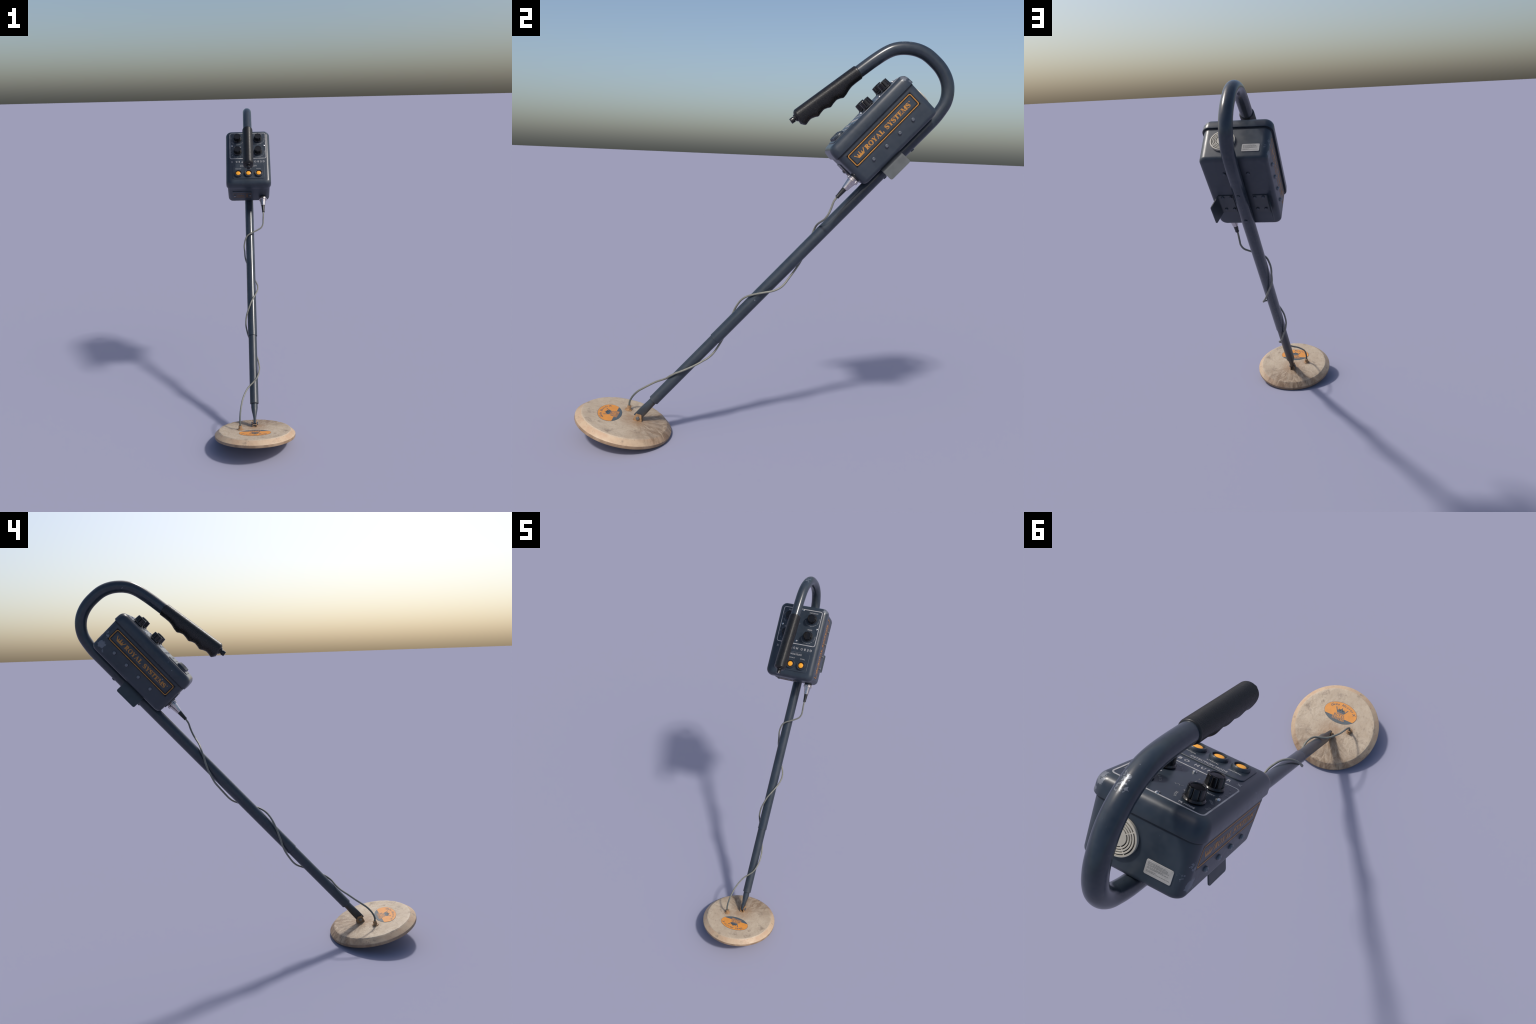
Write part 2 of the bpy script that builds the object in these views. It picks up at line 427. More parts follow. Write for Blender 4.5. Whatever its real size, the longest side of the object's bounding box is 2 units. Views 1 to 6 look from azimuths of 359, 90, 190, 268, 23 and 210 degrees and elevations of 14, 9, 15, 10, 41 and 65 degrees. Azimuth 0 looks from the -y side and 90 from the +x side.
def serif_glyph(ch, k=1.0):
    """Bold serif capitals built from pen strokes, cap height 1. Returns (parts, advance)."""
    T, t, h = 0.265 * k, 0.100 * k, 0.085 * k
    P = []
    foot = lambda x, y0, e=0.20: bar(x - e, x + e, y0, y0 + h)
    if ch == 'R':
        P = [bar(0.13, 0.13 + T, 0, 1), bar(0.02, 0.46, 0, h), bar(0.02, 0.40, 1 - h, 1)]
        c = arc(0.36, 0.74, 0.27, 0.215, 90, -90)
        P.append(('r', c, [t + (T - t) * max(0, cos(radians(90 - 180 * i / 14))) for i in range(15)]))
        P += [bar(0.30, 0.40, 0.915, 0.9975), bar(0.30, 0.40, 0.485, 0.565)]
        P.append(('p', [(0.36, 0.52), (0.57, 0.52), (0.80, 0.07), (0.60, 0.0)]))
        P.append(bar(0.58, 0.88, 0.0, h))
        return P, 0.90
    if ch == 'O':
        c = arc(0.44, 0.5, 0.335, 0.46, 0, 360, 36)
        return [('r', c, [t + (T - t) * abs(cos(radians(10 * i))) ** 1.2 for i in range(37)])], 0.89
    if ch == 'Y':
        return [('p', [(0.06, 1), (0.30, 1), (0.54, 0.42), (0.34, 0.42)]), ('p', [(0.66, 1), (0.76, 1), (0.52, 0.42), (0.43, 0.46)]),
                bar(0.325, 0.325 + T, 0, 0.47), foot(0.4325, 0, 0.21), bar(0.0, 0.37, 1 - h, 1.0), bar(0.58, 0.86, 1 - h, 1.0)], 0.84
    if ch == 'A':
        return [('p', [(0.10, 0), (0.19, 0), (0.46, 0.93), (0.41, 1.0)]), ('p', [(0.37, 1.0), (0.50, 1.0), (0.84, 0), (0.60, 0)]),
                bar(0.22, 0.66, 0.28, 0.36), bar(0.0, 0.30, 0, h), bar(0.53, 0.92, 0, h)], 0.90
    if ch == 'L':
        return [bar(0.13, 0.13 + T, 0, 1), bar(0.02, 0.46, 1 - h, 1), bar(0.02, 0.74, 0, h),
                ('p', [(0.48, h), (0.70, h), (0.74, 0.36), (0.69, 0.36)])], 0.77
    if ch == 'E':
        return [bar(0.13, 0.13 + T, 0, 1), bar(0.02, 0.74, 0, h), bar(0.02, 0.72, 1 - h, 1), bar(0.30, 0.54, 0.47, 0.55),
                ('p', [(0.50, h), (0.71, h), (0.76, 0.32), (0.71, 0.32)]), ('p', [(0.52, 1 - h), (0.69, 1 - h), (0.72, 0.70), (0.67, 0.70)]),
                ('p', [(0.48, 0.51), (0.52, 0.36), (0.56, 0.36), (0.56, 0.66), (0.52, 0.66)])], 0.80
    if ch == 'T':
        return [bar(0.31, 0.31 + T, 0, 1), foot(0.4175, 0, 0.23), bar(0.02, 0.815, 1 - h, 1),
                ('p', [(0.02, 1 - h), (0.24, 1 - h), (0.06, 0.66), (0.01, 0.66)]), ('p', [(0.815, 1 - h), (0.825, 0.66), (0.775, 0.66), (0.595, 1 - h)])], 0.83
    if ch == 'M':
        return [bar(0.13, 0.22, 0, 1), bar(0.02, 0.33, 0, h), bar(0.02, 0.34, 1 - h, 1), ('p', [(0.12, 1), (0.37, 1), (0.60, 0.10), (0.50, 0.0)]),
                ('p', [(0.82, 1), (0.90, 1), (0.58, 0.0), (0.51, 0.0)]), bar(0.79, 0.79 + T, 0, 1), bar(0.70, 1.10, 0, h), bar(0.82, 1.10, 1 - h, 1)], 1.11
    if ch == 'S':
        c = arc(0.36, 0.735, 0.245, 0.215, 30, 180, 10) + [(0.18, 0.63), (0.36, 0.53), (0.54, 0.40)] + arc(0.355, 0.27, 0.255, 0.22, 15, -155, 10)
        m = len(c)
        w = [t + (T * 1.08 - t) * math.exp(-((i / (m - 1) - 0.5) / 0.22) ** 2) for i in range(m)]
        return [('r', c, w), ('p', [(0.55, 0.98), (0.61, 0.98), (0.63, 0.66), (0.575, 0.66)]), ('p', [(0.06, 0.03), (0.12, 0.03), (0.125, 0.36), (0.06, 0.36)])], 0.70
    return [], 0.32

def serif_text(bm, text, height, width, z, t, M, step=0.00002, weight=1.0):
    """Set a word centred at the origin of M, squeezed to the given width."""
    adv = [serif_glyph(c)[1] for c in text]
    k = width / sum(adv)
    x = -sum(adv) / 2
    for c, a in zip(text, adv):
        for j, part in enumerate(serif_glyph(c, weight)[0]):
            f = lambda p: ((p[0] + x) * k, (p[1] - 0.5) * height)
            zz = z + step * j
            if part[0] == 'p':
                pts = [f(p) for p in part[1]]
                prism(bm, pts, zz, t, M)
            else:
                ribbon(bm, [f(p) for p in part[1]], [w * (k + height) / 2 for w in part[2]], zz, t, M)
        x += a

def crown(bm, w, h, z, t, M, bands=False):
    """Five-pointed crown with balls on the points, centred on the origin of M."""
    half = [(0.30, -0.42), (0.35, -0.24), (0.505, 0.30), (0.435, 0.33), (0.315, -0.06), (0.27, -0.11), (0.240, 0.14), (0.185, 0.14), (0.135, -0.12), (0.090, -0.09), (0.032, 0.34)]
    pts = half + [(-x, y) for x, y in reversed(half)]
    prism(bm, [(p[0] * w, p[1] * h) for p in pts], z, t, M)
    for i, (x, y, r) in enumerate(((-0.485, 0.36, .045), (-0.212, 0.19, .042), (0, 0.41, .050), (0.212, 0.19, .042), (0.485, 0.36, .045))):
        prism(bm, [(x * w + r * w * cos(a * pi / 6), y * h + r * w * sin(a * pi / 6)) for a in range(12)], z + 0.00006, t, M)
    if bands:
        for y in (-0.50, -0.60):
            prism(bm, [(p[0] * w, p[1] * h) for p in ((-0.30, y - 0.03), (0.30, y - 0.03), (0.30, y + 0.03), (-0.30, y + 0.03))], z + 0.00003, t, M)

def sans(bm, text, M, height, width=None, z=0.0004, t=0.0006, shear=0.0, bold=0.0):
    """Built-in font text turned into mesh and merged into bm, centred on the origin of M."""
    cu = bpy.data.curves.new('lettering_curve', 'FONT')
    cu.body = text
    cu.size = 1.0
    cu.extrude = 0.02
    cu.offset = bold
    cu.shear = shear
    cu.resolution_u = 3
    ob = bpy.data.objects.new('lettering_curve', cu)
    bpy.context.scene.collection.objects.link(ob)
    dg = bpy.context.evaluated_depsgraph_get()
    me = bpy.data.meshes.new_from_object(ob.evaluated_get(dg))
    xs = [v.co.x for v in me.vertices]
    ys = [v.co.y for v in me.vertices]
    if xs:
        cap = 0.69
        sy = height / cap
        sx = sy if width is None else width / (max(xs) - min(xs))
        cx = (max(xs) + min(xs)) / 2
        for v in me.vertices:
            top = v.co.z > 0
            v.co = M @ Vector(((v.co.x - cx) * sx, (v.co.y - cap / 2) * sy, z if top else z - t))
        bm.from_mesh(me)
    bpy.data.objects.remove(ob)
    bpy.data.curves.remove(cu)
    bpy.data.meshes.remove(me)

# ================================================================== SEARCH COIL
def build_coil():
    N = 160
    prof = [(0.0005, 0.0)]
    prof += [(0.2182 * k / 26.0, 0.0) for k in range(1, 27)]
    prof += [(0.2192, -0.0002), (0.2199, -0.0008)]
    prof += [(0.2199 + (0.2472 - 0.2199) * k / 8.0, -0.0008 + (-0.0252 + 0.0008) * k / 8.0) for k in range(1, 9)]
    prof += [(0.2476, -0.0258), (0.2475, -0.0330), (0.2470, -0.0395), (0.2462, -0.0416), (0.2440, -0.0424), (0.20, -0.0424), (0.10, -0.0424), (0.0005, -0.0424)]
    bm = bmesh.new()
    rings = []
    for r, h in prof:
        ring = []
        for i in range(N):
            a = 2 * pi * i / N
            p = Vector((r * cos(a), r * sin(a), h))
            if 0.01 < r and h > -0.0240:
                k = noise.fractal(p * 26.0, 0.9, 2.0, 4)
                edge = math.exp(-((r - 0.2190) / 0.004) ** 2) if h > -0.01 else 0.0
                d = 0.0004 * k + 0.0026 * edge * min(0.0, noise.noise(p * 48.0) - 0.12)
                p.z += d
                if h < -0.002:
                    p.x += cos(a) * 0.0005 * k
                    p.y += sin(a) * 0.0005 * k
            ring.append(p)
        rings.append(ring)
    loft(bm, rings)
    coil = add('search_coil', finish(bm, 'search_coil', 22), ROOT, M_COIL, COIL)

    # oval sticker: text runs along -x, its top points to -y (away from the shaft)
    SM = axis_matrix((0.0, -0.0812, 0.0), (0, 0, 1), (-1, 0, 0))
    A, B, chord = 0.0965, 0.0603, -0.0282
    bm = bmesh.new()
    oval = [(A * cos(2 * pi * i / 96), B * sin(2 * pi * i / 96)) for i in range(96)]
    prism(bm, oval, 0.0010, 0.003, SM)
    add('sticker', finish(bm, 'sticker'), coil, M_STICKD)
    a0 = math.asin(chord / (B - 0.0010))
    up = [((A - 0.0014) * cos(a0 + (pi - 2 * a0) * i / 80), (B - 0.0014) * sin(a0 + (pi - 2 * a0) * i / 80)) for i in range(81)]
    bm = bmesh.new()
    prism(bm, up, 0.00125, 0.0006, SM)
    add('sticker_orange_field', finish(bm, 'sticker_orange_field'), coil, M_STICKO)
    bm = bmesh.new()
    crown(bm, 0.070, 0.033, 0.00140, 0.0004, SM @ Matrix.Translation((0, 0.0115, 0)), True)
    serif_text(bm, 'ROYAL', 0.0150, 0.066, 0.00140, 0.0004, SM @ Matrix.Translation((0.0, -0.0182, 0)), weight=0.72)
    word = 'Gebo Hunter X'
    n = len(word)
    for i, ch in enumerate(word):
        if ch == ' ':
            continue
        a = radians(141 - (141 - 22) * (i / (n - 1)))
        px, py = 0.0800 * cos(a), 0.0455 * sin(a)
        rot = atan2(0.0455 * cos(a), -0.0800 * sin(a)) + pi
        big = ch in 'GHX'
        sans(bm, ch, SM @ Matrix.Translation((px, py, 0)) @ Matrix.Rotation(rot, 4, 'Z'), 0.0150 if big else 0.0118, None, 0.00145, 0.0004, shear=0.35, bold=0.022)
    add('sticker_lettering', finish(bm, 'sticker_lettering'), coil, M_STICKD, stuff=True)
    bm = bmesh.new()
    MS = SM @ Matrix.Translation((0.0, -0.0362, 0))
    serif_text(bm, 'SYSTEMS', 0.0142, 0.072, 0.00120, 0.0008, MS, weight=0.72)
    add('sticker_word', finish(bm, 'sticker_word'), coil, M_STICKO, stuff=True)

    # cable gland
    G = Matrix.Translation((-0.0890, -0.0030, 0.0))
    bm = lathe([(0.0180, -0.002), (0.0180, 0.0030), (0.0160, 0.0042), (0.0115, 0.0046), (0.0105, 0.0065), (0.0105, 0.0225), (0.0098, 0.0245), (0.0060, 0.0248)], 24, M=G,
               fn=lambda a: 1.0 + 0.03 * cos(6 * a))
    add('cable_gland', finish(bm, 'cable_gland'), coil, M_DUST)

    # pivot bracket: two cheeks on a foot, carried in coil coordinates
    inv = COIL.inverted()
    def w2c(x, y, z):
        return inv @ Vector((x, y, z))
    bm = bmesh.new()
    out = [(-0.5905, 0.1205), (-0.5870, 0.1235), (-0.5640, 0.1175), (-0.5612, 0.1140), (-0.5600, 0.0775), (-0.6060, 0.0870)]
    for x0, x1 in ((-0.0135, -0.0098), (0.0106, 0.0143)):
        a = [w2c(x0, y, z) for y, z in out]
        b = [w2c(x1, y, z) for y, z in out]
        loft(bm, [a, b])
    a = [w2c(-0.0100, y, z) for y, z in ((-0.6050, 0.0905), (-0.5625, 0.0803), (-0.5625, 0.0750), (-0.6050, 0.0850))]
    b = [w2c(0.0108, y, z) for y, z in ((-0.6050, 0.0905), (-0.5625, 0.0803), (-0.5625, 0.0750), (-0.6050, 0.0850))]
    loft(bm, [a, b])
    add('pivot_bracket', finish(bm, 'pivot_bracket'), coil, M_DUST)
    c = w2c(0.0004, -0.5800, 0.1006)
    bm = bmesh.new()
    for sx in (-1, 1):
        MB = axis_matrix((c.x + sx * 0.0135, c.y, c.z), (sx, 0, 0), (0, 1, 0.3))
        lathe([(0.0098, -0.001), (0.0098, 0.0062), (0.0086, 0.0074), (0.0, 0.0078)], 6, M=MB, bm=bm)
    lathe([(0.0050, -0.016), (0.0050, 0.016)], 16, M=axis_matrix(c, (1, 0, 0), (0, 1, 0)), bm=bm)
    add('pivot_bolt', finish(bm, 'pivot_bolt', 25), coil, M_BOLT)
    return coil

# ================================================================== SHAFT
HANDLE = [(0, 0.2635, 0), (0, 0.9, 0), (0, 1.55, 0), (0, 1.70, 0), (0, 1.755, 0.0004), (0, 1.785, 0.0026), (0, 1.8175, 0.0075), (0, 1.8500, 0.0150), (0, 1.8780, 0.0290),
          (0, 1.9025, 0.0485), (0, 1.9222, 0.0715), (0, 1.9366, 0.0985), (0, 1.9456, 0.1260), (0, 1.9505, 0.1535), (0, 1.9517, 0.1840), (0, 1.9480, 0.2350),
          (0, 1.9385, 0.2680), (0, 1.9232, 0.2985), (0, 1.9035, 0.3250), (0, 1.8800, 0.3485), (0, 1.8535, 0.3670), (0, 1.8175, 0.3818), (0, 1.7560, 0.3965), (0, 1.6712, 0.4112), (0, 1.62, 0.4201)]
GDIR = Vector((0, -0.985, 0.1725)).normalized()
GUP = Vector((0, 0.1725, 0.985)).normalized()
GORG = Vector((0, 1.6712, 0.4112))

def build_shaft():
    bm = bmesh.new()
    path = catmull(HANDLE[3:], 5)
    path = [Vector(p) for p in HANDLE[:3]] + path
    sweep(bm, path, 0.0303, 36)
    shaft = add('shaft', finish(bm, 'shaft', 40), ROOT, M_TUBE, FRAME)
    # rounded lip at the open lower end
    bm = bmesh.new()
    MD = axis_matrix((0, 0.2635, 0), (0, -1, 0))
    lathe([(0.0300, -0.004), (0.0308, -0.0015), (0.0306, 0.0006), (0.0285, 0.0014), (0.0272, 0.0006)], 36, M=MD, bm=bm)
    add('shaft_lip', finish(bm, 'shaft_lip'), shaft, M_TUBE)
    # bolts: through-bolt below the box, two clamp bolts under it, and flush spring buttons
    hexb = finish(lathe([(0.0090, -0.003), (0.0090, 0.0048), (0.0080, 0.0062), (0.0045, 0.0070), (0, 0.0071)], 20), 'shaft_bolt', 25)
    hexb.materials.append(M_RIVET)
    for x in (-1, 1):
        add('shaft_bolt', hexb, shaft, None, axis_matrix((x * 0.0302, 1.2268, -0.0008), (x, 0, 0)))
    for s in (1.596, 1.4155):
        add('shaft_bolt', hexb, shaft, None, axis_matrix((0, s, -0.0300), (0, 0, -1)) @ Matrix.Diagonal((1, 1, 0.62, 1)))
    btn = finish(lathe([(0.0088, -0.003), (0.0088, 0.0012), (0.0078, 0.0016), (0.0070, 0.0002), (0.0058, 0.0016), (0.0030, 0.0030), (0, 0.0032)], 18), 'spring_button', 30)
    btn.materials.append(M_DARKMETAL)
    for s in (1.0428, 0.8625):
        for x in (-1, 1):
            add('spring_button', btn, shaft, None, axis_matrix((x * 0.0299, s, 0.001), (x, 0, 0)))

    # lower telescoping tube
    bm = bmesh.new()
    lathe([(0.0215, -0.1905), (0.0262, -0.1905), (0.0273, -0.1893), (0.0274, -0.1870), (0.0270, -0.1830), (0.0270, 0.10), (0.0270, 0.30)], 36, M=axis_matrix((0, 0, 0), (0, 1, 0)), bm=bm)
    add('lower_shaft', finish(bm, 'lower_shaft', 30), ROOT, M_LOWER, FRAME)

    # fork rod: round, then squeezed flat towards the pivot
    bm = bmesh.new()
    rings = []
    secs = [(-0.17, 0.0208, 0.0200, 0), (-0.2180, 0.0206, 0.0200, 0), (-0.2215, 0.0198, 0.0203, 0), (-0.235, 0.0180, 0.0208, .25), (-0.250, 0.0146, 0.0213, .5), (-0.263, 0.0118, 0.0216, .75),
            (-0.276, 0.0094, 0.0217, 1), (-0.290, 0.0082, 0.0217, 1), (-0.300, 0.0080, 0.0217, 1), (-0.3105, 0.0080, 0.0214, 1)]
    for s, hx, hq, sq in secs:
        ring = []
        for i in range(32):
            a = 2 * pi * i / 32
            e = 1.0 - 0.72 * sq
            x = hx * math.copysign(abs(cos(a)) ** e, cos(a))
            q = hq * math.copysign(abs(sin(a)) ** e, sin(a))
            ring.append(Vector((x, s - (0.006 * (q / 0.0217) if s < -0.30 else 0.0), q)))
        rings.append(ring)
    loft(bm, rings)
    add('fork_rod', finish(bm, 'fork_rod', 50), ROOT, M_FORK, FRAME)
    return shaft

def build_grip():
    """Ribbed rubber grip with finger scallops on its underside."""
    under = [(0.003, 0.0348), (0.040, 0.0352), (0.066, 0.0372), (0.085, 0.0425), (0.105, 0.0515), (0.1266, 0.0574), (0.140, 0.0500), (0.158, 0.0455), (0.180, 0.0505), (0.2003, 0.0580),
             (0.214, 0.0510), (0.2326, 0.0466), (0.253, 0.0515), (0.2709, 0.0588), (0.285, 0.0515), (0.3063, 0.0462), (0.325, 0.0500), (0.3415, 0.0568), (0.3525, 0.0480), (0.360, 0.036)]
    def low(t):
        for (a, u), (b, v) in zip(under, under[1:]):
            if t <= b:
                k = (t - a) / (b - a)
                return u + (v - u) * k
        return under[-1][1]
    bm = bmesh.new()
    rings = []
    pitch, t, ts = 0.0050, 0.003, []
    n = 440
    for i in range(n + 1):
        t = 0.003 + 0.357 * i / n
        # soften the piecewise profile
        lo = sum(low(min(0.36, max(0.003, t + d))) for d in (-0.005, -0.0025, 0.0, 0.0025, 0.005)) / 5
        topr = 0.0356
        if t > 0.343:
            k = (t - 0.343) / 0.017
            topr = 0.0356 - 0.0110 * k ** 2.4
        if t < 0.008:
            k = (0.008 - t) / 0.005
            topr -= 0.0022 * k ** 2
            lo -= 0.0022 * k ** 2
        endk = max(0.0, (t - 0.350) / 0.010)
        side = 0.0356 - 0.0105 * endk ** 2.0 - (0.0022 * ((0.008 - t) / 0.005) ** 2 if t < 0.008 else 0)
        rib = 0.0010 * (0.5 + 0.5 * cos(2 * pi * t / pitch)) if 0.010 < t < 0.350 else 0.0004
        ring = []
        for k in range(40):
            a = 2 * pi * k / 40
            cx, cy = cos(a), sin(a)
            ry = (topr if cy > 0 else lo) - 0.0007 + rib
            rx = side - 0.0007 + rib
            # underside narrows a little below the tube
            if cy < 0:
                rx *= 1.0 - 0.10 * abs(cy) * min(1.0, max(0.0, (lo - 0.036) / 0.02))
            ring.append(GORG + GDIR * t + Vector((1, 0, 0)) * (rx * cx) + GUP * (ry * cy))
        rings.append(ring)
    loft(bm, rings)
    grip = add('grip', finish(bm, 'grip', 60), ROOT, M_RUBBER, FRAME)
    MG = axis_matrix(GORG + GDIR * 0.360, GDIR)
    bm = lathe([(0.0200, -0.004), (0.0205, 0.0015), (0.0190, 0.0035), (0.0178, 0.0040), (0.0175, 0.0075), (0.0150, 0.0088), (0.0098, 0.0092), (0.0098, 0.0110), (0.0130, 0.0114), (0.0138, 0.0130),
                (0.0138, 0.0300), (0.0124, 0.0322), (0.0, 0.0326)], 28, M=MG)
    add('grip_button', finish(bm, 'grip_button', 30), grip, M_BLACK)
    return grip

# ================================================================== CONTROL BOX
SC = 1.542      # centre of the box along the shaft
PQ = 0.267      # height of the panel above the shaft axis

def build_box():
    bm = bmesh.new()
    secs = []
    rb, q0 = 0.020, 0.0300
    for i in range(8):
        a = radians(90.0 * i / 7)
        ins = rb * (1 - sin(a))
        secs.append((q0 + rb * (1 - cos(a)), 0.1500 - ins, 0.2335 - ins, 0.032 - ins * 0.6))
    secs += [(0.12, 0.1510, 0.2345, 0.032), (0.2035, 0.1520, 0.2355, 0.032), (0.2065, 0.1520, 0.2355, 0.032)]
    rbox(bm, secs, 0, SC, 8)
    box = add('control_box', finish(bm, 'control_box', 40), ROOT, M_BOX, FRAME)

    bm = bmesh.new()
    rbox(bm, [(0.200, 0.1528, 0.2363, 0.032), (0.2100, 0.1528, 0.2363, 0.032)], 0, SC, 8)  # dark band added under the lid lip to paint its shadow line
    add('lid_shade_band', finish(bm, 'lid_shade_band'), box, M_GAPSHADE)

    bm = bmesh.new()
    secs = [(0.2095, 0.1500, 0.2330, 0.030), (0.2072, 0.1580, 0.2405, 0.036), (0.2076, 0.1600, 0.2420, 0.037), (0.2100, 0.1608, 0.2428, 0.037), (0.2370, 0.1600, 0.2412, 0.037)]
    rf = 0.030
    for i in range(1, 10):
        a = radians(90.0 * i / 9)
        ins = 0.0008 + rf * (1 - cos(a))
        secs.append((0.2370 + rf * sin(a), 0.1600 - ins, 0.2412 - ins, 0.037 - ins * 0.55))
    rbox(bm, secs, 0, SC, 9)
    add('lid', finish(bm, 'lid', 40), box, M_LID)

    def panel(x, s, q=PQ):          # panel lettering reads from the handle end
        return axis_matrix((x, s, q), (0, 0, 1), (-1, 0, 0))

    # ---- front panel print
    bm = bmesh.new()
    frame_line(bm, 0.1325, 0.1165, 0.015, 0.0046, 0.0006, 0.002, panel(0, 1.6385))
    centres = dict(zip((0.112, 0.0915, 0.0715, 0.0511, 0.0185, -0.002, -0.0230, -0.0433, -0.0644, -0.0846), 'GEBOHUNTER'))
    for x, ch in centres.items():
        sans(bm, ch, panel(x, 1.4955), 0.0142, None, 0.0006, 0.0012, bold=0.012)
    sans(bm, 'X', panel(-0.1157, 1.4955), 0.0142, None, 0.0006, 0.0012)
    for x, s, word, w in ((0.075, 1.737, 'GROUND ZERO', 0.058), (-0.075, 1.737, 'TR MODE', 0.046), (0.074, 1.627, 'TUNING', 0.031), (-0.075, 1.627, 'SENSITIVITY', 0.052)):
        sans(bm, word, panel(x, s), 0.0074, w, 0.0006, 0.0012, bold=0.006)
    add('panel_lettering', finish(bm, 'panel_lettering'), box, M_PRINT, stuff=True)

    # dial scales
    bm = bmesh.new()
    for x, s in ((0.0745, 1.697), (0.0735, 1.583)):
        M = Matrix.Translation((x, s, PQ))
        pts = [(0.0445 * cos(radians(a)), 0.0445 * sin(radians(a))) for a in range(-118, -38, 8)]
        ribbon(bm, pts, [0.0018] * len(pts), 0.0005, 0.001, M)
        for a in (-118, -92, -66, -46):
            c, sn = cos(radians(a)), sin(radians(a))
            ribbon(bm, [(0.0430 * c, 0.0430 * sn), (0.0480 * c, 0.0480 * sn)], [0.0022, 0.0022], 0.0007, 0.001, M)
        for a0 in (-160, -150, -140, -128, -30, -21, -12, -3, 6):      # illegible small legend around the dial
            c, sn = cos(radians(a0)), sin(radians(a0))
            for r in (0.0435, 0.0472):
                ribbon(bm, [(r * c, r * sn), ((r + 0.0022) * c, (r + 0.0022) * sn)], [0.0040, 0.0032], 0.0006, 0.001, M)
    M = Matrix.Translation((-0.075, 1.697, PQ))
    for a0, n in ((-150, 4), (-100, 6), (-48, 3), (0, 5), (160, 3)):
        for k in range(n):
            a = radians(a0 + 7.5 * k)
            c, sn = cos(a), sin(a)
            for r in (0.0440, 0.0478):
                ribbon(bm, [(r * c, r * sn), ((r + 0.0024) * c, (r + 0.0024) * sn)], [0.0040, 0.0030], 0.0006, 0.001, M)
    for i in range(12):                       # numerals 1-12 around the sensitivity dial
        a = radians(40 - i * 26)
        px, py = -0.075 + 0.0475 * cos(a), 1.583 + 0.0475 * sin(a)
        sans(bm, str(i + 1), panel(px, py), 0.0068, None, 0.0006, 0.0012)
    pts = [(0.010 - 0.004 * k, 0.004 * sin(k * 1.9)) for k in range(7)]
    ribbon(bm, pts, [0.0011] * 7, 0.0005, 0.001, Matrix.Translation((-0.008, 1.655, PQ)))
    add('dial_markings', finish(bm, 'dial_markings'), box, M_FAINT, stuff=True)

    # ---- panel screws
    scr = finish(lathe([(0.0072, -0.001), (0.0072, 0.0010), (0.0060, 0.0034), (0.0035, 0.0046), (0.0, 0.0050)], 20), 'panel_screw', 30)
    scr.materials.append(M_SCREW)
    for x, s in ((0.0009, 1.5433), (0.0009, 1.7468), (-0.1155, 1.6373), (0.1170, 1.6370)):
        add('panel_screw', scr, box, None, Matrix.Translation((x, s, PQ)))

    # ---- knobs
    def flutes(a):
        k = (a * 8 / (2 * pi)) % 1.0
        d = min(k, 1 - k)
        return 1.0 - 0.13 * math.exp(-(d / 0.10) ** 2)
    bm = bmesh.new()
    lathe([(0.0215, 0.000), (0.0215, 0.0032), (0.0305, 0.0036), (0.0312, 0.0050), (0.0304, 0.0064), (0.0268, 0.0100), (0.0250, 0.0103)], 48, bm=bm)
    rings = []
    for r, z, f in ((0.0270, 0.0082, 1), (0.0268, 0.0120, 1), (0.0250, 0.0378, 1), (0.0240, 0.0390, 1), (0.0200, 0.0392, 0.2), (0.0190, 0.0382, 0), (0.0186, 0.0370, 0), (0.0002, 0.0370, 0)):
        rings.append(circ(r, z, 128, fn=lambda a: 1 + (flutes(a) - 1) * f))
    loft(bm, rings)
    kn = finish(bm, 'knob', 32)
    kn.materials.append(M_BLACK)
    for i, (x, s) in enumerate(((0.0745, 1.697), (-0.0750, 1.697), (0.0735, 1.583), (-0.0755, 1.583))):
        add('knob', kn, box, None, Matrix.Translation((x, s, PQ)) @ Matrix.Rotation(radians(28 + 17 * i), 4, 'Z'))

    # ---- lamp plate, lamps and their captions
    bm = plate(0.1150, 0.0625, 0.016, 0.0034, 0.0016, 7)
    add('lamp_plate', finish(bm, 'lamp_plate', 20), box, M_PANEL, Matrix.Translation((0.0008, 1.4085, PQ)))
    rim = bmesh.new()
    lathe([(0.0300, -0.001), (0.0296, 0.0030), (0.0282, 0.0100), (0.0270, 0.0116), (0.0245, 0.0120), (0.0222, 0.0112), (0.0212, 0.0080), (0.0210, 0.0040)], 40, bm=rim)
    rim = finish(rim, 'lamp_bezel', 40)
    rim.materials.append(M_PANEL)
    lens = finish(lathe([(0.0208, 0.0), (0.0208, 0.0050), (0.0190, 0.0066), (0.0140, 0.0084), (0.0070, 0.0094), (0.0, 0.0097)], 36), 'lamp_lens', 50)
    lens.materials.append(M_LAMP)
    for x in (-0.0728, 0.0004, 0.0732):
        L = Matrix.Translation((x, 1.3892, PQ + 0.0030))
        add('lamp_bezel', rim, box, None, L)
        add('lamp_lens', lens, box, None, L)
    bm = bmesh.new()
    pq = PQ + 0.0034
    sans(bm, 'DETECTION MODE', panel(0.0, 1.4563, pq), 0.0102, 0.118, 0.0005, 0.0012, bold=0.008)
    for x, word, w in ((0.0725, 'TYPICAL', 0.034), (0.0005, 'ATYPICAL', 0.040), (-0.0725, 'ABNORMAL', 0.044)):
        sans(bm, word, panel(x, 1.4315, pq), 0.0066, w, 0.0005, 0.0012)
    add('lamp_lettering', finish(bm, 'lamp_lettering'), box, M_PRINT, stuff=True)
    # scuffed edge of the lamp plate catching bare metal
    bm = bmesh.new()
